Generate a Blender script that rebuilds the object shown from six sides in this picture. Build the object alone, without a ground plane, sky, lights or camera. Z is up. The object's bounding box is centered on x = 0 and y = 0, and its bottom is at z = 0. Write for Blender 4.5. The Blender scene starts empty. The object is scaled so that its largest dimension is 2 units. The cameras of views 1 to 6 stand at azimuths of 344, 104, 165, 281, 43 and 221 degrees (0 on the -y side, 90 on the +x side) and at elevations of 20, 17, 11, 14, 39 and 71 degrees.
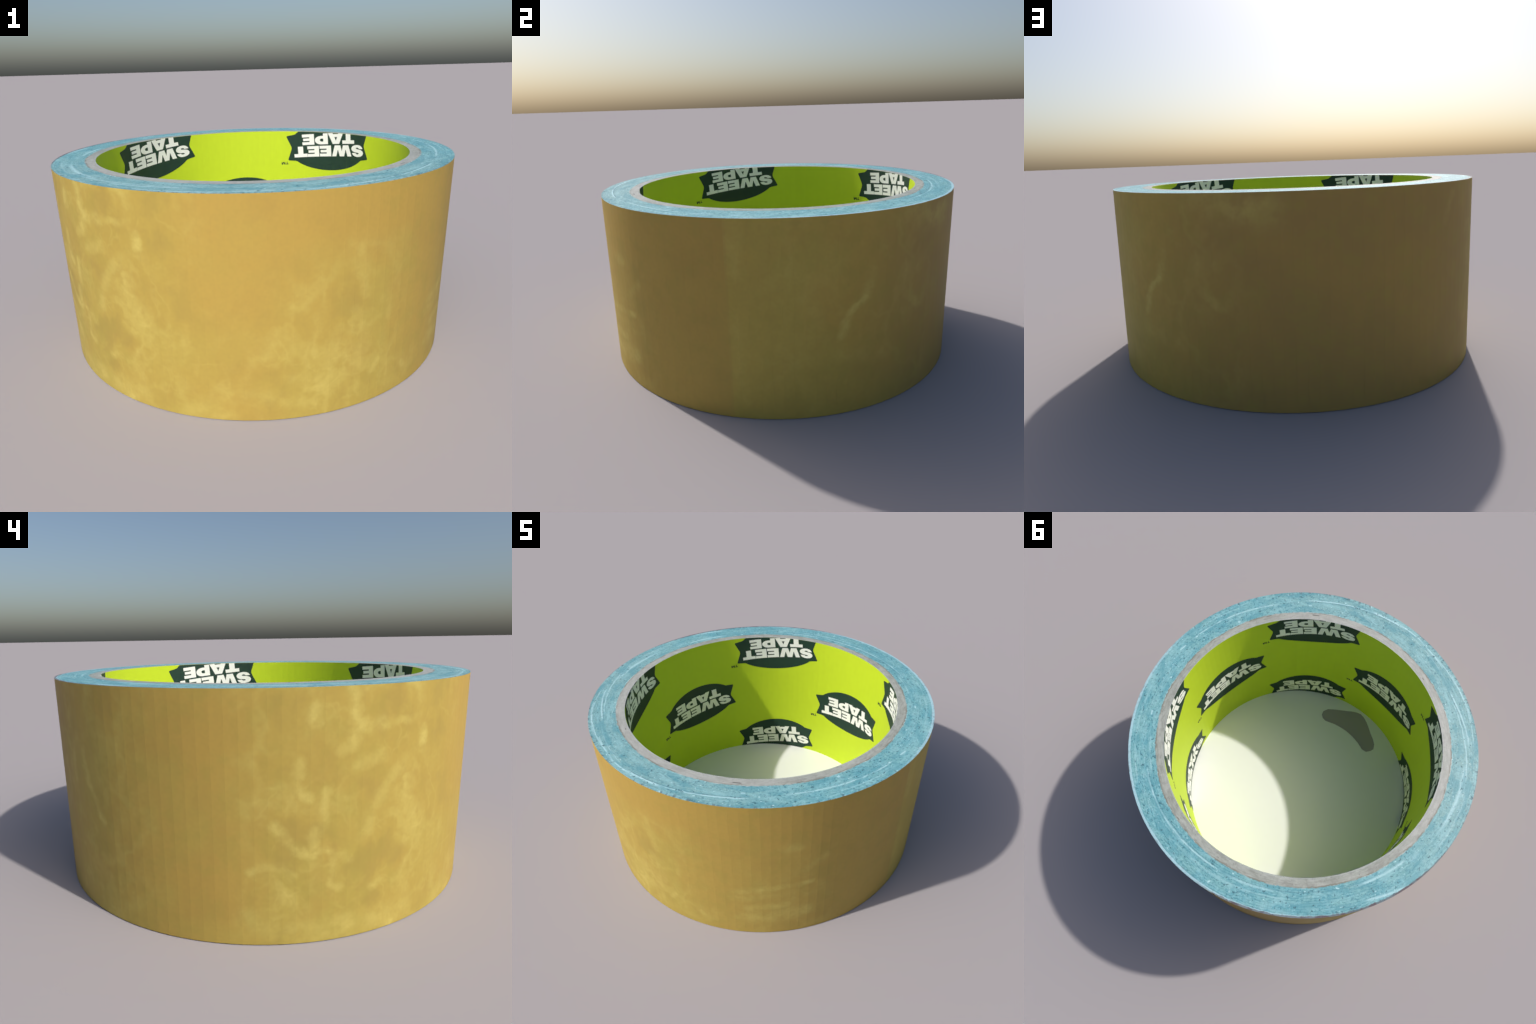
"""A roll of ochre adhesive tape standing on its side face: 128-sided winding with a
teal layered edge, grey cardboard core, lime printed liner with twelve tilted badges,
and a white bottom sheet with a boomerang-shaped opening."""
import bpy, bmesh, math
from mathutils import Vector
from mathutils.geometry import interpolate_bezier

SEG = 128                      # facets round the roll
STEP = math.tau / SEG
R_OUT, R_FACE, R_CORE, R_LINER, R_IN = 1.0, 0.994, 0.85, 0.802, 0.7984
H = 0.9461
SHEET = 0.0025                 # thickness of bottom sheet


# ------------------------------------------------------------------ node helper
class V:
    """A socket with arithmetic, so that masks can be written as formulas."""
    nt = None

    def __init__(self, s):
        self.s = s

    def __add__(a, b): return M('ADD', a, b)
    def __radd__(a, b): return M('ADD', b, a)
    def __sub__(a, b): return M('SUBTRACT', a, b)
    def __rsub__(a, b): return M('SUBTRACT', b, a)
    def __mul__(a, b): return M('MULTIPLY', a, b)
    def __rmul__(a, b): return M('MULTIPLY', b, a)
    def __truediv__(a, b): return M('DIVIDE', a, b)


def put(sock, val):
    if isinstance(val, V):
        V.nt.links.new(val.s, sock)
    elif isinstance(val, (tuple, list)) and len(val) == 3 and sock.type == 'RGBA':
        sock.default_value = (*val, 1)
    else:
        sock.default_value = val


def M(op, *args):
    n = V.nt.nodes.new('ShaderNodeMath')
    n.operation = op
    for i, a in enumerate(args):
        put(n.inputs[i], a)
    return V(n.outputs[0])


def xyz(x, y, z):
    n = V.nt.nodes.new('ShaderNodeCombineXYZ')
    for i, a in enumerate((x, y, z)):
        put(n.inputs[i], a)
    return V(n.outputs[0])


def noise(vec, scale, detail=3.0, rough=0.5, dist=0.0):
    n = V.nt.nodes.new('ShaderNodeTexNoise')
    put(n.inputs['Vector'], vec)
    n.inputs['Scale'].default_value = scale
    n.inputs['Detail'].default_value = detail
    n.inputs['Roughness'].default_value = rough
    n.inputs['Distortion'].default_value = dist
    return V(n.outputs[0])


def cells(vec, scale):
    n = V.nt.nodes.new('ShaderNodeTexVoronoi')
    n.feature = 'DISTANCE_TO_EDGE'
    put(n.inputs['Vector'], vec)
    n.inputs['Scale'].default_value = scale
    return V(n.outputs[0])


def ramp(x, a, b, lo=0.0, hi=1.0):
    n = V.nt.nodes.new('ShaderNodeMapRange')
    n.interpolation_type = 'SMOOTHSTEP'
    for name, val in (('Value', x), ('From Min', a), ('From Max', b), ('To Min', lo), ('To Max', hi)):
        put(n.inputs[name], val)
    return V(n.outputs[0])


def mix(f, a, b):
    n = V.nt.nodes.new('ShaderNodeMix')
    n.data_type = 'RGBA'
    put(n.inputs[0], f)
    put(n.inputs[6], a)
    put(n.inputs[7], b)
    return V(n.outputs[2])


def material(name, rough, spec=0.5):
    m = bpy.data.materials.new(name)
    m.use_nodes = True
    V.nt = m.node_tree
    b = V.nt.nodes['Principled BSDF']
    b.inputs['Roughness'].default_value = rough
    b.inputs['Specular IOR Level'].default_value = spec
    tc = V.nt.nodes.new('ShaderNodeTexCoord')
    pos = V(tc.outputs['Object'])
    sep = V.nt.nodes.new('ShaderNodeSeparateXYZ')
    put(sep.inputs[0], pos)
    x, y, z = (V(sep.outputs[i]) for i in range(3))
    rad = M('SQRT', x * x + y * y)
    # angle in degrees, 0..360, branch cut at +x where the tape end lies
    ang = M('ARCTAN2', 0 - y, 0 - x) * (180 / math.pi) + 180.0
    return m, b, pos, x, y, z, rad, ang


def bump(b, height, strength, dist):
    n = V.nt.nodes.new('ShaderNodeBump')
    n.inputs['Strength'].default_value = strength
    n.inputs['Distance'].default_value = dist
    put(n.inputs['Height'], height)
    V.nt.links.new(n.outputs[0], b.inputs['Normal'])


def around(ang, centre, half, soft):
    """1 within +-half degrees of centre, fading over soft degrees; wraps."""
    d = M('ABSOLUTE', M('WRAP', ang - centre, 180.0, -180.0))
    return ramp(d, half + soft, half)


def pale_mark_group():
    """Node group: soft mark along a straight segment of the unrolled wall."""
    g = bpy.data.node_groups.new('pale_mark', 'ShaderNodeTree')
    for name in ('arc', 'height', 'ax', 'az', 'dx', 'dz', 'inverse_length_squared', 'width', 'strength'):
        g.interface.new_socket(name, in_out='INPUT', socket_type='NodeSocketFloat')
    g.interface.new_socket('mark', in_out='OUTPUT', socket_type='NodeSocketFloat')
    outer, V.nt = V.nt, g
    gi, go = g.nodes.new('NodeGroupInput'), g.nodes.new('NodeGroupOutput')
    s, z, ax, az, dx, dz, inv, w, k = (V(o) for o in gi.outputs[:9])
    u, v = s - ax, z - az
    t = M('MINIMUM', M('MAXIMUM', (u * dx + v * dz) * inv, 0.0), 1.0)
    eu, ev = u - t * dx, v - t * dz
    put(go.inputs[0], ramp(M('SQRT', eu * eu + ev * ev), w, 0.0) * k)
    V.nt = outer
    return g


def stroke(group, s, z, a0, z0, a1, z1, w, k):
    """Soft mark from (a0, z0) to (a1, z1) on the wall; angles in degrees, arc length on r = 1."""
    ax, dx, dz = math.radians(a0), math.radians(a1 - a0), z1 - z0
    n = V.nt.nodes.new('ShaderNodeGroup')
    n.node_tree = group
    for sock, val in zip(n.inputs, (s, z, ax, z0, dx, dz, 1 / (dx * dx + dz * dz + 1e-9), w * 1.25, k)):
        put(sock, val)
    return V(n.outputs[0])


def total(items):
    out = items[0]
    for i in items[1:]:
        out = out + i
    return out


# ------------------------------------------------------------------ materials
def tape_face_material():
    m, b, pos, x, y, z, rad, ang = material('ochre_tape', 0.6, 0.2)
    # warped coordinates for cloudy marks
    wa = noise(pos, 11.0, 5.0, 0.62) - 0.5
    wb = noise(xyz(x + 3.1, y - 1.7, z + 5.3), 11.0, 5.0, 0.62) - 0.5
    s = ang * (math.pi / 180) + wa * 0.065
    zz = z + wb * 0.065
    # how blotchy each side is
    busy = total([around(ang, 213, 18, 16) * 0.90, around(ang, 276, 12, 16) * ramp(z, 0.82, 0.55) * 0.55, around(ang, 256, 10, 14) * ramp(z, 0.6, 0.3) * 0.30,
                  around(ang, 236, 16, 16) * ramp(z, 0.6, 0.2) * 0.22,
                  around(ang, 35, 18, 16) * 0.30, around(ang, 150, 10, 16) * 0.50,
                  around(ang, 318, 10, 12) * ramp(z, 0.8, 0.5) * 0.28])
    busy = M('MINIMUM', busy, 1.0)
    cloud = noise(pos, 3.2, 5.0, 0.58, 0.2)
    fine = noise(xyz(x - 4.0, y + 2.0, z * 0.9), 8.5, 3.0, 0.5, 0.1)
    # sheen baked into the colour: bright veins that join round duller pockets
    wc = noise(xyz(x - 6.0, y, z + 2.0), 6.0, 3.0, 0.5) - 0.5
    wd = noise(xyz(x, y - 5.0, z - 3.0), 6.0, 3.0, 0.5) - 0.5
    we = noise(xyz(x + 2.0, y + 4.0, z - 7.0), 6.0, 3.0, 0.5) - 0.5
    bent = xyz(x + wc * 0.30, y + wd * 0.30, z * 0.85 + we * 0.30)
    big = cells(bent, 3.6)
    small = cells(bent, 8.5)
    vein = ramp(big, 0.13, 0.0) * ramp(cloud, 0.36, 0.62)
    veinlet = ramp(small, 0.12, 0.0) * ramp(fine, 0.42, 0.66)
    patches = ramp(fine, 0.50, 0.72) * ramp(cloud, 0.40, 0.60)
    light = busy * (vein * 0.30 + veinlet * 0.13 + patches * 0.34)
    pocket = busy * ramp(big, 0.10, 0.34) * ramp(fine, 0.58, 0.40)
    # pale marks followed as chains of (angle, height); width and strength per chain
    chains = [
        (.034, .48, [(208.4, .94), (209, .83), (212.2, .80), (215.1, .81)]), (.022, .30, [(215.1, .81), (221.4, .81), (225, .83)]),
        (.030, .55, [(210.5, .80), (214.5, .805)]), (.034, .50, [(209.1, .80), (208.7, .74)]), (.026, .30, [(208.7, .74), (205.5, .73)]),
        (.034, .50, [(200.5, .88), (200.7, .83)]), (.028, .45, [(227.1, .775), (227.1, .715)]), (.030, .35, [(222.2, .95), (224.4, .925)]),
        (.030, .30, [(209.8, .67), (213, .68), (216.3, .70)]), (.040, .26, [(222, .66), (215.9, .56), (213.5, .49), (212.1, .41)]),
        (.030, .45, [(222.5, .60), (222.8, .555)]), (.028, .42, [(227.6, .465), (228.2, .42)]), (.028, .40, [(223.5, .34), (221.5, .37)]),
        (.028, .42, [(197.6, .69), (197, .62), (197.7, .58), (199.4, .56)]), (.030, .45, [(203, .58), (202.6, .51), (202.2, .46), (200.4, .42), (200.5, .35)]),
        (.026, .50, [(192.3, .465), (194.6, .42), (196.4, .38), (199.6, .35), (203.3, .37), (206.7, .34), (208, .32)]),
        (.026, .36, [(187.5, .30), (189, .315), (193.8, .31), (195.6, .27)]), (.024, .45, [(204.7, .34), (204.9, .29), (204.4, .23), (206, .22)]),
        (.024, .45, [(214.2, .19), (216.4, .21)]), (.060, .26, [(186.4, .11), (190.5, .07), (197.4, .05), (205.7, .04)]),
        (.070, .34, [(202, .05), (216.6, .05), (224, .06)]), (.060, .22, [(236, .03), (246, .02)]),
        (.024, .34, [(144.6, .68), (145.1, .61), (146.2, .545), (148.8, .50)]), (.022, .48, [(147.4, .52), (148.8, .50), (149.9, .44), (151.2, .40)]),
        (.030, .16, [(142, .74), (139, .66), (140, .55)]), (.030, .14, [(132, .62), (134, .50), (131, .40)]), (.030, .14, [(120, .88), (117, .78)]),
        (.034, .24, [(37.6, .68), (37, .62), (36, .57), (34, .54)]), (.024, .42, [(36, .57), (33.4, .535), (31.4, .505)]), (.026, .45, [(31.4, .505), (30.2, .46), (28.8, .40)]),
        (.10, .24, [(50, .93), (58, .88), (67, .87)]), (.07, .12, [(26, .72), (20, .60), (22, .48)]), (.06, .10, [(30, .30), (36, .28)]),
        (.06, .18, [(1.5, .92), (2.6, .72)]), (.05, .14, [(2, .5), (3, .1)]),
        (.036, .18, [(276.9, .72), (276.7, .64)]), (.030, .10, [(274.3, .74), (284.3, .71), (288.2, .58)]), (.030, .20, [(276, .45), (277.4, .42), (280.8, .42)]),
        (.026, .40, [(286.6, .425), (286, .385)]), (.026, .42, [(283.3, .185), (281.9, .15)]), (.026, .30, [(292.3, .12), (293.5, .08)]),
        (.040, .24, [(261.6, .19), (270.5, .18)]), (.034, .20, [(267.4, .60), (266.6, .55), (262, .50)]), (.05, .18, [(250, .12), (258, .10), (266, .07)]),
        (.040, .32, [(305, .345), (314, .378)]), (.026, .44, [(312, .375), (319, .392), (327, .40)]), (.040, .36, [(308, .215), (319, .24)]),
        (.040, .20, [(304, .30), (322, .335)]), (.065, .32, [(306, .12), (316, .15), (326, .16)]), (.040, .20, [(319, .68), (323, .66)]), (.035, .18, [(325, .50), (331, .58)]),
    ]
    marks, pale_mark = None, pale_mark_group()
    for w, k, path in chains:
        for (a0, z0), (a1, z1) in zip(path, path[1:]):
            m1 = stroke(pale_mark, s, zz, a0, z0, a1, z1, w, k)
            marks = m1 if marks is None else M('MAXIMUM', marks, m1)
    knots = noise(xyz(x + 12.0, y, z), 16.0, 3.0, 0.55)
    marks = M('MINIMUM', marks * ramp(fine, 0.36, 0.62, 0.70, 1.15) * ramp(knots, 0.36, 0.60, 0.55, 1.45), 0.85)
    light = M('MINIMUM', M('MAXIMUM', light, marks) + light * 0.35, 1.0)
    # large drift between warm ochre and greener yellow; darker warm spots
    drift = noise(xyz(x + 7, y, z), 2.3, 4.0, 0.55)
    warm = noise(xyz(x, y + 9, z - 2), 5.5, 4.0, 0.6)
    grain = noise(pos, 60.0, 3.0, 0.6)
    green = M('MINIMUM', M('MAXIMUM', busy * 0.55 + ramp(drift + (0.5 - z) * 0.16, 0.42, 0.64) * (0.45 - around(ang, 328, 25, 15) * 0.30 - around(ang, 250, 14, 20) * 0.25) + ramp(ang, 0.0, 60.0, 0.20, 0.0), 0.0), 1.0)
    base = mix(green, (0.480, 0.320, 0.074), (0.452, 0.358, 0.080))
    base = mix(ramp(warm, 0.48, 0.72) * 0.34, base, (0.415, 0.275, 0.068))
    base = mix(around(ang, 92, 32, 32) * ramp(drift, 0.25, 0.6, 0.50, 0.80), base, (0.342, 0.222, 0.074))
    base = mix(pocket * 0.50, base, (0.370, 0.268, 0.070))
    mottle = noise(xyz(x + 1.0, y - 8.0, z), 11.0, 4.0, 0.55)
    base = mix(ramp(mottle, 0.46, 0.66) * (0.28 - around(ang, 252, 20, 20) * 0.22), base, (0.375, 0.305, 0.066))
    base = mix(light, base, (0.615, 0.505, 0.140))
    # browner strip before the tape end, whose edge is slightly ragged
    rag = noise(xyz(z, 0.0, 0.0), 26.0, 2.0) - 0.5
    edge = ang + rag * 0.9
    strip = ramp(edge, 322.0, 360.0, 0.0, 0.19) + ramp(edge, 0.50, 0.72, 0.19, 0.0) * ramp(edge, 2.0, 1.5)
    base = mix(strip, base, (0.405, 0.270, 0.082))
    base = mix(ramp(edge, 0.58, 0.70) * ramp(edge, 14.0, 0.7) * 0.14, base, (0.455, 0.380, 0.085))
    base = mix(ramp(grain, 0.3, 0.75, 0.0, 0.16), base, (0.36, 0.25, 0.065))
    put(b.inputs['Base Color'], base)
    return m


def arc(ang, rad, a0, r0, a1, r1, w, k, soft=2.5):
    """Concentric streak from angle a0 to a1 (degrees, a0 < a1), radius going r0 -> r1."""
    line = ramp(ang, a0, a1, r0, r1)
    near = ramp(M('ABSOLUTE', rad - line), w * 1.35, 0.0)
    mid, half = (a0 + a1) / 2, (a1 - a0) / 2
    return near * around(ang, mid, max(half - soft, 0.1), min(soft, half) + 0.05) * k


def rim_material():
    m, b, pos, x, y, z, rad, ang = material('layered_edge', 0.5, 0.5)
    cx, cy = x / rad, y / rad
    def polar(ka, kr, o=0.0):
        return xyz(cx * ka + o, cy * ka, rad * kr)
    wob = (noise(polar(6, 0), 1.0, 3.0) - 0.5) * 0.012
    r = rad + wob
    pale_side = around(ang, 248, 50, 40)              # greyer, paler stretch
    layer_side = around(ang, 118, 30, 35)              # windings easy to count
    fleck_side = M('MAXIMUM', around(ang, 30, 40, 45), around(ang, 330, 20, 20))
    # windings: one turn per 0.0135 m
    turns = M('SINE', (r * (1 / 0.0135) + ang / 360.0) * math.tau)
    broken = noise(polar(40, 40), 1.0, 3.0, 0.65)
    lines = ramp(turns, 0.35, 1.0) * ramp(broken, 0.42, 0.55)
    fleck = ramp(noise(polar(62, 135, 3.0), 1.0, 2.0, 0.6), 0.54, 0.63)
    dash = ramp(noise(polar(24, 150, 7.0), 1.0, 3.0, 0.6), 0.54, 0.64)
    pale = ramp(noise(polar(22, 95, 11.0), 1.0, 3.0, 0.6), 0.53, 0.66)
    tone = noise(polar(9, 14, 5.0), 1.0, 4.0, 0.6)
    mott = noise(polar(64, 80, 2.0), 1.0, 3.0, 0.65)
    base = mix(ramp(tone, 0.35, 0.66), (0.140, 0.390, 0.455), (0.200, 0.430, 0.440))
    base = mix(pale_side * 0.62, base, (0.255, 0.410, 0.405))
    base = mix(ramp(mott, 0.48, 0.60) * 0.55, base, (0.280, 0.555, 0.585))
    base = mix(lines * (0.10 + layer_side * 0.62), base, (0.060, 0.240, 0.290))
    base = mix(fleck * (0.62 + fleck_side * 0.30), base, (0.055, 0.215, 0.265))
    base = mix(dash * 0.42, base, (0.085, 0.270, 0.310))
    base = mix(pale * 0.24, base, (0.420, 0.640, 0.690))
    # long bright streaks left by the slitting knife
    jit = (noise(polar(30, 0, 21.0), 1.0, 2.0) - 0.5) * 0.006
    rj = rad + jit
    streaks = total([
        arc(ang, rj, 269, .967, 310, .936, .0050, .75, 4), arc(ang, rj, 258, .979, 287, .965, .0045, .70, 4),
        arc(ang, rj, 217, .946, 240, .922, .0070, .60, 3), arc(ang, rj, 183, .914, 212, .924, .0120, .55, 6),
        arc(ang, rj, 147, .879, 169, .881, .0090, .55, 3), arc(ang, rj, 149, .964, 164, .990, .0090, .60, 3),
        arc(ang, rj, 318, .917, 359, .935, .0055, .60, 5), arc(ang, rj, 0.2, .935, 4, .938, .0060, .7, 1),
        arc(ang, rj, 52, .901, 102, .882, .0060, .60, 6), arc(ang, rj, 38, .877, 58, .876, .0040, .40, 4),
        arc(ang, rj, 100, .884, 122, .880, .0080, .40, 5), arc(ang, rj, 240, .930, 268, .955, .0040, .35, 5),
        arc(ang, rj, 330, .960, 356, .968, .0035, .30, 5), arc(ang, rj, 215, .975, 250, .982, .0040, .35, 6),
        arc(ang, rj, 196, .943, 238, .912, .0050, .45, 6), arc(ang, rj, 224, .985, 262, .966, .0050, .50, 6),
        arc(ang, rj, 246, .960, 274, .980, .0040, .45, 5), arc(ang, rj, 176, .952, 205, .958, .0060, .25, 6),
        arc(ang, rj, 84, .918, 128, .912, .0045, .25, 6), arc(ang, rj, 18, .955, 60, .962, .0040, .25, 6),
        arc(ang, rj, 6, .905, 34, .912, .0040, .25, 6),
        arc(ang, rj, 306.5, .902, 308.3, .902, .0080, .9, .5), arc(ang, rj, 337, .868, 338.4, .870, .0090, .7, .4),
        arc(ang, rj, 30, .897, 32.4, .895, .0060, .7, .6),
    ])
    shade = total([  # dark arcs drawn as shadow edges along the streaks, plus short dark nicks
        arc(ang, rj, 269, .960, 310, .929, .0035, .70, 4), arc(ang, rj, 217, .939, 240, .915, .0040, .5, 3), arc(ang, rj, 258, .972, 287, .958, .0035, .5, 4), arc(ang, rj, 52, .892, 102, .873, .0035, .45, 6),
        arc(ang, rj, 100, .874, 170, .868, .0035, .40, 6),
        arc(ang, rj, 30.4, .866, 32.0, .866, .0070, .9, .4), arc(ang, rj, 170.4, .984, 172.0, .990, .0080, .9, .4),
        arc(ang, rj, 68, .870, 70.5, .872, .0060, .6, .5), arc(ang, rj, 199, .990, 203, .991, .0070, .4, 1),
    ])
    base = mix(M('MINIMUM', shade, 1.0), base, (0.055, 0.170, 0.215))
    base = mix(M('MINIMUM', streaks * 1.25, 0.95), base, (0.510, 0.760, 0.800))
    rings = noise(polar(2.5, 120, 91.0), 1.0, 3.0, 0.6)
    base = mix(ramp(rings, 0.54, 0.66) * 0.12, base, (0.330, 0.590, 0.630))
    base = mix(ramp(rings, 0.45, 0.35) * 0.28, base, (0.085, 0.300, 0.360))
    bands = noise(polar(1.6, 34, 93.0), 1.0, 2.0, 0.5)
    base = mix(ramp(bands, 0.54, 0.66) * 0.30, base, (0.310, 0.570, 0.600))
    patch = noise(polar(7, 22, 81.0), 1.0, 3.0, 0.55)
    base = mix(ramp(patch, 0.52, 0.62) * 0.55, base, (0.095, 0.310, 0.370))
    base = mix(ramp(patch, 0.46, 0.36) * 0.45, base, (0.310, 0.560, 0.590))
    fibre = ramp(noise(polar(10, 190, 83.0), 1.0, 4.0, 0.7), 0.53, 0.62)
    base = mix(fibre * 0.12, base, (0.360, 0.610, 0.640))
    cross = ramp(noise(polar(120, 14, 87.0), 1.0, 2.0, 0.6), 0.60, 0.70)
    base = mix(cross * 0.30, base, (0.090, 0.280, 0.330))
    outer = ramp(rad, 0.972, 0.997) * ramp(noise(polar(46, 26, 89.0), 1.0, 3.0, 0.6), 0.55, 0.64)
    base = mix(outer * 0.8, base, (0.095, 0.150, 0.175))
    pits = ramp(noise(polar(48, 70, 61.0), 1.0, 2.0, 0.5), 0.63, 0.71)
    base = mix(pits * 0.9, base, (0.050, 0.150, 0.185))
    glint = ramp(noise(polar(44, 64, 67.0), 1.0, 2.0, 0.5), 0.67, 0.76)
    base = mix(glint * 0.8, base, (0.56, 0.80, 0.83))
    # pale outer lip on one side, dark ragged lip on another
    lip = noise(polar(22, 0, 31.0), 1.0, 3.0, 0.6)
    base = mix(ramp(rad + (lip - 0.5) * 0.008, 0.984, 0.990) * around(ang, 70, 55, 25) * 0.65, base, (0.47, 0.68, 0.76))
    base = mix(ramp(rad + (lip - 0.5) * 0.016 + around(ang, 138, 25, 20) * 0.0045, 0.9930, 0.9965) * (0.35 * ramp(noise(polar(14, 0, 71.0), 1.0, 2.0), 0.5, 0.62) + around(ang, 140, 32, 18) * 0.75), base, (0.110, 0.090, 0.105))
    # cardboard core: fibrous grey, its outer border wandering
    fib = noise(polar(16, 110, 13.0), 1.0, 4.0, 0.6)
    soot = noise(polar(30, 40, 17.0), 1.0, 3.0, 0.6)
    grey = mix(ramp(fib, 0.3, 0.72), (0.300, 0.318, 0.280), (0.420, 0.438, 0.395))
    grey = mix(ramp(soot, 0.52, 0.70) * 0.55, grey, (0.265, 0.265, 0.245))
    speck = ramp(noise(polar(70, 90, 73.0), 1.0, 3.0, 0.6), 0.60, 0.70)
    blot = noise(polar(11, 26, 97.0), 1.0, 3.0, 0.6)
    grey = mix(ramp(blot, 0.50, 0.64) * 0.40, grey, (0.500, 0.515, 0.480))
    grey = mix(ramp(blot, 0.47, 0.34) * 0.45, grey, (0.235, 0.240, 0.210))
    grey = mix(speck * 0.60, grey, (0.190, 0.185, 0.170))
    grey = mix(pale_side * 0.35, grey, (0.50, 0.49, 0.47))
    grey = mix(ramp(rad, 0.8040, 0.7985) * 0.45, grey, (0.46, 0.50, 0.56))
    nick = total([arc(ang, rad, 302.9, .829, 306.6, .831, .0035, .95, .8), arc(ang, rad, 323.6, .846, 326.5, .843, .0030, .8, .8),
                  arc(ang, rad, 247.8, .815, 249.4, .818, .0040, .7, .5), arc(ang, rad, 272.4, .855, 274.0, .853, .0050, .6, .5),
                  arc(ang, rad, 75.2, .838, 77.2, .836, .0035, .6, .6), arc(ang, rad, 244, .852, 245.4, .853, .0050, .5, .4),
                  arc(ang, rad, 96.6, .829, 98, .830, .0030, .4, .4)])
    grey = mix(M('MINIMUM', nick, 1.0), grey, (0.050, 0.047, 0.045))
    cut = 0.8475 + (noise(polar(3.2, 0, 41.0), 1.0, 3.0) - 0.5) * 0.020 + (noise(polar(40, 0, 43.0), 1.0, 2.0) - 0.5) * 0.0090
    grey = mix(ramp(rad - cut, -0.011, -0.003) * ramp(noise(polar(9, 0, 47.0), 1.0, 2.0), 0.38, 0.58) * 0.75, grey, (0.175, 0.158, 0.118))
    base = mix(ramp(rad - cut, 0.004, 0.0005) * ramp(noise(polar(12, 0, 53.0), 1.0, 2.0), 0.48, 0.66) * 0.8, base, (0.62, 0.66, 0.63))
    base = mix(ramp(rad - cut + (mott - 0.5) * 0.012, -0.0030, 0.0030), grey, base)
    put(b.inputs['Base Color'], base)
    bump(b, lines * -0.5 + fib * 0.3 + fleck * -0.4, 0.15, 0.004)
    return m


def plain_material(name, colour, rough, spec, grain=0.05):
    m, b, pos, x, y, z, rad, ang = material(name, rough, spec)
    n = noise(pos, 24.0, 3.0)
    put(b.inputs['Base Color'], mix(n, tuple(c * (1 - grain) for c in colour), tuple(min(1, c * (1 + grain)) for c in colour)))
    return m


# ------------------------------------------------------------------ geometry
root = bpy.data.objects.new('tape_roll', None)
bpy.context.collection.objects.link(root)
root['label'] = 'roll of ochre tape with teal edge and lime printed core'
root['category'] = 'adhesive tape'


def link(name, mesh, mats, parent=root):
    o = bpy.data.objects.new(name, mesh)
    for mt in mats:
        mesh.materials.append(mt)
    bpy.context.collection.objects.link(o)
    o.parent = parent
    return o


def ring_mesh(name, r0, r1, z0, z1, slot=lambda kind: 0):
    """Closed ring of rectangular section, flat faceted. slot() gives a material per face kind."""
    bm = bmesh.new()
    loops = []
    for rr, zz in ((r1, z0), (r1, z1), (r0, z1), (r0, z0)):
        loops.append([bm.verts.new((rr * math.cos(k * STEP), rr * math.sin(k * STEP), zz)) for k in range(SEG)])
    for j, kind in enumerate(('outer', 'top', 'inner', 'bottom')):
        a, c = loops[j], loops[(j + 1) % 4]
        for k in range(SEG):
            f = bm.faces.new((a[k], a[(k + 1) % SEG], c[(k + 1) % SEG], c[k]))
            f.material_index = slot(kind)
    bm.normal_update()
    me = bpy.data.meshes.new(name)
    bm.to_mesh(me)
    bm.free()
    return me


tape_face = tape_face_material()
rim = rim_material()
lime = plain_material('lime_paper', (0.52, 0.665, 0.026), 0.55, 0.25, 0.03)
dark_ink = plain_material('dark_green_ink', (0.019, 0.047, 0.034), 0.55, 0.25, 0.05)
white_ink = plain_material('white_ink', (0.86, 0.87, 0.84), 0.55, 0.25, 0.01)
white_sheet = plain_material('white_sheet', (0.82, 0.83, 0.82), 0.6, 0.25, 0.01)

link('outer_tape_layer', ring_mesh('outer_tape_layer', R_FACE, R_OUT, 0, H, lambda k: 0 if k == 'outer' else 1), [tape_face, rim])
link('tape_winding', ring_mesh('tape_winding', R_CORE, R_FACE, 0, H), [rim])
link('cardboard_core', ring_mesh('cardboard_core', R_LINER, R_CORE, 0, H), [rim])
link('printed_liner', ring_mesh('printed_liner', R_IN, R_LINER, 0, H, lambda k: 0 if k == 'inner' else 1), [lime, rim])


# bottom sheet with the boomerang-shaped opening
def boomerang():
    return [(0.228, -0.642), (0.245, -0.604), (0.236, -0.573), (0.210, -0.553), (0.179, -0.549), (0.103, -0.575), (0.050, -0.584), (0.001, -0.588),
            (-0.065, -0.583), (-0.127, -0.570), (-0.186, -0.548), (-0.222, -0.552), (-0.245, -0.582), (-0.252, -0.608), (-0.233, -0.643), (-0.198, -0.672),
            (-0.160, -0.694), (-0.117, -0.724), (-0.075, -0.751), (-0.033, -0.771), (0.004, -0.778), (0.034, -0.771), (0.063, -0.756), (0.119, -0.718), (0.178, -0.679)]


def fill(loops):
    """Triangulated flat face set bounded by closed loops (first outer, rest holes)."""
    bm = bmesh.new()
    edges = []
    for lp in loops:
        vs = [bm.verts.new((p[0], p[1], 0)) for p in lp]
        edges += [bm.edges.new((vs[i], vs[(i + 1) % len(vs)])) for i in range(len(vs))]
    bmesh.ops.triangle_fill(bm, use_beauty=True, use_dissolve=False, edges=edges)
    for f in bm.faces:
        if f.normal.z < 0:
            f.normal_flip()
    return bm


bm = fill([[(R_IN * math.cos(k * STEP), R_IN * math.sin(k * STEP)) for k in range(SEG)], boomerang()])
top = bmesh.ops.extrude_face_region(bm, geom=bm.faces[:])
for v in top['geom']:
    if isinstance(v, bmesh.types.BMVert):
        v.co.z = SHEET
bmesh.ops.recalc_face_normals(bm, faces=bm.faces[:])
me = bpy.data.meshes.new('bottom_sheet')
bm.to_mesh(me)
bm.free()
link('bottom_sheet', me, [white_sheet])


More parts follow.
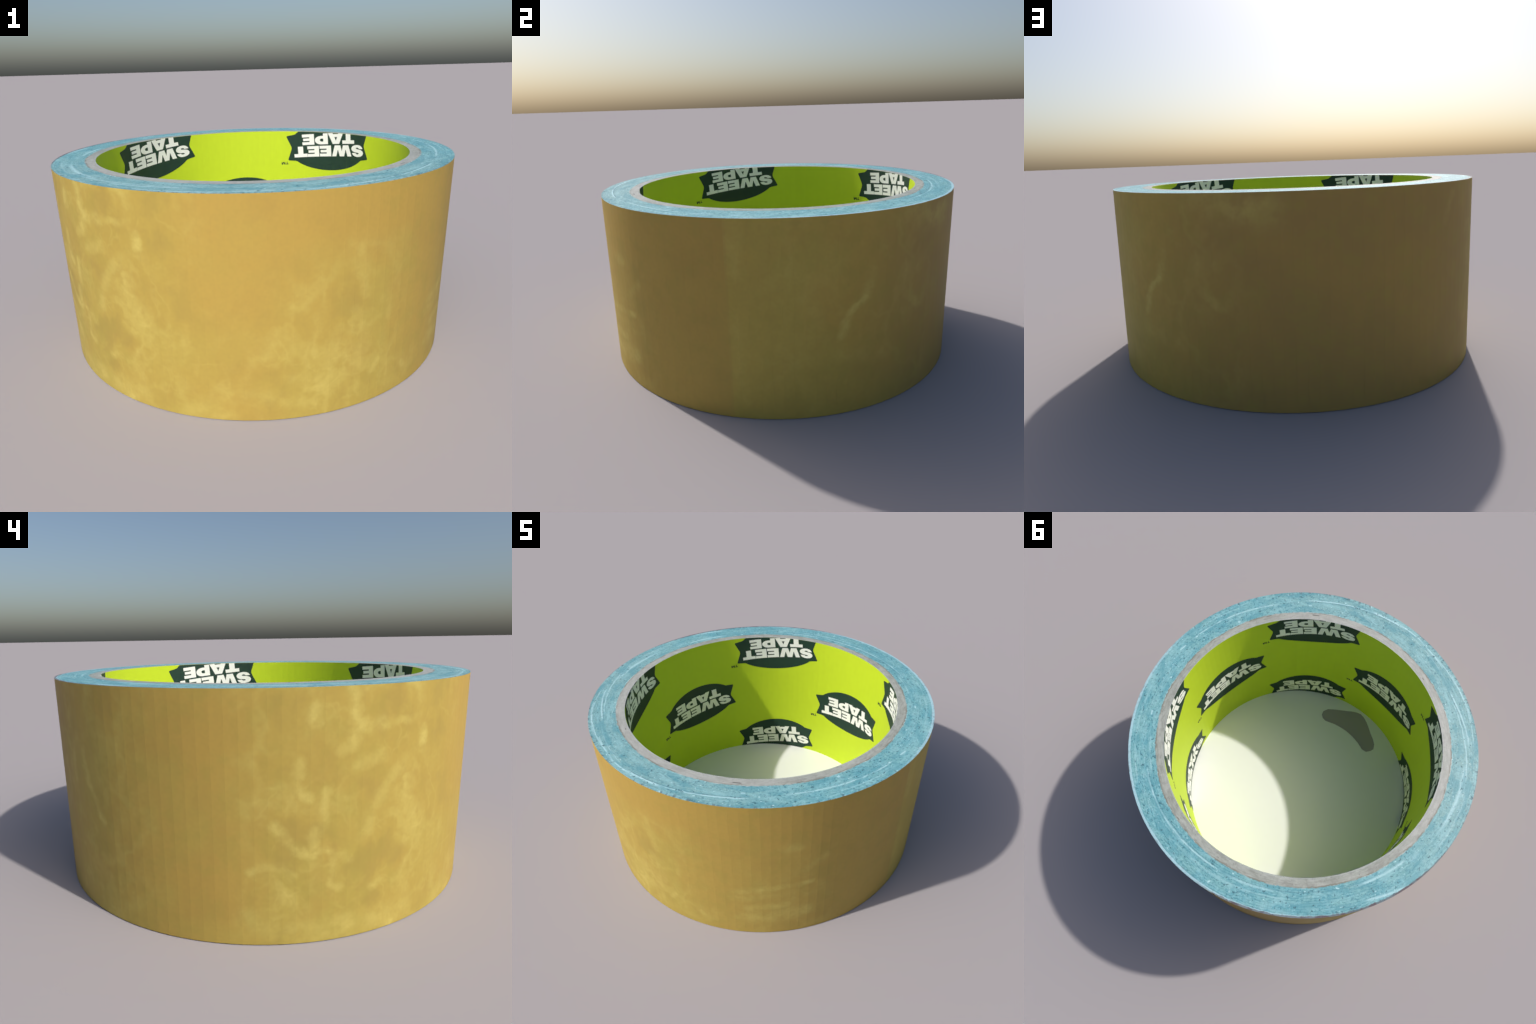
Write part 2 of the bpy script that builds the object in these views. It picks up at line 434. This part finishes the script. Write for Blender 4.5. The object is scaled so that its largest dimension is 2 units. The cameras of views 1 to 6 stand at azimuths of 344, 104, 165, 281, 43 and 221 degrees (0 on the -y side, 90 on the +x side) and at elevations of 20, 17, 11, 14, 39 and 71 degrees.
# ---- lettering: heavy wide capitals in a unit box
def rounded(poly, radii, n=5):
    out, N = [], len(poly)
    for i, p in enumerate(poly):
        p = Vector(p)
        a, c = Vector(poly[i - 1]), Vector(poly[(i + 1) % N])
        r = radii[i]
        if r <= 0:
            out.append(tuple(p))
            continue
        p0, p1 = p + (a - p).normalized() * r, p + (c - p).normalized() * r
        for t in range(n + 1):
            t /= n
            q = p0 * (1 - t) ** 2 + p * 2 * t * (1 - t) + p1 * t * t
            out.append((q.x, q.y))
    return out


def smooth(points, corners, n=4):
    """Closed Catmull-Rom curve through points with sharp corners at the listed indices."""
    out, N = [], len(points)
    P = [Vector(p) for p in points]
    for i in range(N):
        p1, p2 = P[i], P[(i + 1) % N]
        t1 = (p2 - p1) * 0.0 if i in corners else (p2 - P[i - 1]) / 2
        t2 = (p2 - p1) * 0.0 if (i + 1) % N in corners else (P[(i + 2) % N] - p1) / 2
        for q in interpolate_bezier(p1, p1 + t1 / 3, p2 - t2 / 3, p2, n + 1)[:-1]:
            out.append((q.x, q.y))
    return out


def glyph_S():
    # half of the S drawn from its upper terminal; the other half is its point reflection
    half = [(0.95, 0.670), (0.915, 0.77), (0.83, 0.88), (0.70, 0.965), (0.52, 1.0), (0.32, 0.985), (0.15, 0.925), (0.045, 0.82), (0.005, 0.69),
            (0.035, 0.565), (0.12, 0.47), (0.26, 0.40), (0.42, 0.365), (0.555, 0.335), (0.615, 0.295), (0.605, 0.245), (0.52, 0.215), (0.43, 0.235), (0.375, 0.285), (0.340, 0.330)]
    pts = half + [(1 - a, 1 - c) for a, c in half]
    N = len(half)
    return [smooth(pts, {0, N - 1, N, 2 * N - 1})]


def glyph_P():
    outer = [(0, 0), (.36, 0), (.36, .215), (.56, .215), (.76, .265), (.93, .40), (1.0, .60), (.94, .80), (.80, .94), (.60, 1.0), (0, 1.0)]
    inner = [(.36, .47), (.52, .475), (.60, .53), (.62, .60), (.59, .68), (.52, .735), (.36, .745)]
    return [smooth(outer, {0, 1, 2, 3, 9, 10}), smooth(inner, {0, 6})]


GLYPHS = {
    'E': [[(0, 0), (1, 0), (1, .275), (.40, .275), (.40, .39), (.92, .39), (.92, .62), (.40, .62), (.40, .735), (1, .735), (1, 1), (0, 1)]],
    'T': [[(.31, 0), (.70, 0), (.70, .69), (1, .69), (1, 1), (0, 1), (0, .69), (.31, .69)]],
    'W': [[(0, 1), (.15, 0), (.43, 0), (.5, .55), (.57, 0), (.85, 0), (1, 1), (.79, 1), (.705, .40), (.69, .40), (.615, 1), (.385, 1), (.31, .40), (.295, .40), (.21, 1)]],
    'A': [[(0, 0), (.30, 0), (.335, .10), (.665, .10), (.70, 0), (1, 0), (.71, 1), (.29, 1)], [(.41, .37), (.59, .37), (.5, .72)]],
    'S': glyph_S(), 'P': glyph_P(),
    'M': [[(0, 0), (.2, 0), (.2, .62), (.42, 0), (.58, 0), (.8, .62), (.8, 0), (1, 0), (1, 1), (.72, 1), (.5, .40), (.28, 1), (0, 1)]],
    't': [[(.38, 0), (.62, 0), (.62, .76), (1, .76), (1, 1), (0, 1), (0, .76), (.38, .76)]],
}
# letter, left, right, bottom, top in the badge's own frame
WORDS = [('S', -.2675, -.1705, -.0075, .0655), ('W', -.1695, -.0180, -.0055, .0640), ('E', -.0115, .0735, -.0055, .0640), ('E', .0785, .1620, -.0055, .0640),
         ('T', .1640, .2570, -.0055, .0640), ('T', -.1945, -.1005, -.0840, -.0148), ('A', -.1085, .0065, -.0840, -.0148), ('P', .0090, .1040, -.0840, -.0148),
         ('E', .1095, .1945, -.0840, -.0148)]
TRADE = [('t', .3050, .3235, .0895, .1075), ('M', .3270, .3525, .0895, .1075)]


def badge_outline():
    a, c = 0.297, 0.1555
    jx, jy = 0.243, 0.0880
    t0 = math.asin(jy / c)
    top = [(a * math.cos(t), c * math.sin(t)) for t in [t0 + (math.pi - 2 * t0) * i / 40 for i in range(41)]]
    top[0], top[-1] = (jx, jy), (-jx, jy)
    tip, notch = (0.306, 0.0810), (0.2710, 0.0)
    poly, rad = [], []
    def add(p, r):
        poly.append(p)
        rad.append(r)
    for sgn in (1, -1):
        add((sgn * tip[0], sgn * tip[1]), .011)
        for i, p in enumerate(top):
            add((sgn * p[0], sgn * p[1]), .012 if i in (0, 40) else 0)
        add((-sgn * tip[0], sgn * tip[1]), .011)
        add((-sgn * notch[0], 0), .016)
    # clean: ellipse points lying inside the junction fillet are dropped
    keep = [i for i, p in enumerate(poly) if rad[i] or abs(p[0]) < jx - .013]
    return rounded([poly[i] for i in keep], [rad[i] for i in keep])


def placed(words):
    out = []
    for ch, x0, x1, y0, y1 in words:
        out.append([[(x0 + u * (x1 - x0), y0 + v * (y1 - y0)) for u, v in lp] for lp in GLYPHS[ch]])
    return out


def wrap(name, shapes, theta, zc, base, front):
    """Lay flat shapes on the inside of the faceted liner, cut at facet lines, rim and floor; give them depth."""
    tilt = math.radians(5.0)
    ct, st = math.cos(tilt), math.sin(tilt)
    whole = bmesh.new()
    for loops in shapes:
        b2 = fill(loops)
        tmp = bpy.data.meshes.new('tmp')
        b2.to_mesh(tmp)
        b2.free()
        whole.from_mesh(tmp)
        bpy.data.meshes.remove(tmp)
    for v in whole.verts:                               # reading frame -> (angle, height)
        px, py = v.co.x, v.co.y
        X, Y = px * ct - py * st, px * st + py * ct
        v.co = (theta + X / 0.8, zc - Y, 0)
    def cut(co, no, **kw):
        bmesh.ops.bisect_plane(whole, geom=whole.verts[:] + whole.edges[:] + whole.faces[:], dist=1e-6, plane_co=co, plane_no=no, **kw)
    cut((0, H - 0.0006, 0), (0, 1, 0), clear_outer=True)
    cut((0, SHEET + 0.0002, 0), (0, -1, 0), clear_outer=True)
    if not whole.faces:
        whole.free()
        return None
    lo, hi = min(v.co.x for v in whole.verts), max(v.co.x for v in whole.verts)
    for k in range(math.ceil(lo / STEP), math.floor(hi / STEP) + 1):
        cut((k * STEP, 0, 0), (1, 0, 0))
    def lift(v, depth):
        f = v.co.x / STEP
        k = math.floor(f + 1e-7)
        t = f - k
        r = R_IN - depth
        p = Vector((math.cos(k * STEP), math.sin(k * STEP))) * (1 - t) + Vector((math.cos((k + 1) * STEP), math.sin((k + 1) * STEP))) * t
        return Vector((p.x * r, p.y * r, v.co.y))
    ext = bmesh.ops.extrude_face_region(whole, geom=whole.faces[:])
    new = {g for g in ext['geom'] if isinstance(g, bmesh.types.BMVert)}
    for v in whole.verts:
        v.co = lift(v, front if v in new else base)
    bmesh.ops.recalc_face_normals(whole, faces=whole.faces[:])
    me = bpy.data.meshes.new(name)
    whole.to_mesh(me)
    whole.free()
    return me


outline = badge_outline()
for row, (zc, first) in enumerate(((0.8590, 124.6), (0.4780, 80.0), (0.0970, 124.6))):
    for q in range(4):
        th = math.radians(first + 90 * q)
        me = wrap('logo_badge', [[outline]], th, zc, 0.0, 0.0009)
        if me is None:
            continue
        badge = link('logo_badge', me, [dark_ink])
        for kind, words, ink, lo, hi in (('lettering', WORDS, white_ink, 0.0005, 0.0016), ('trademark_sign', TRADE, dark_ink, 0.0, 0.0009)):
            me = wrap(kind, placed(words), th, zc, lo, hi)
            if me is not None:
                link(kind, me, [ink], badge)
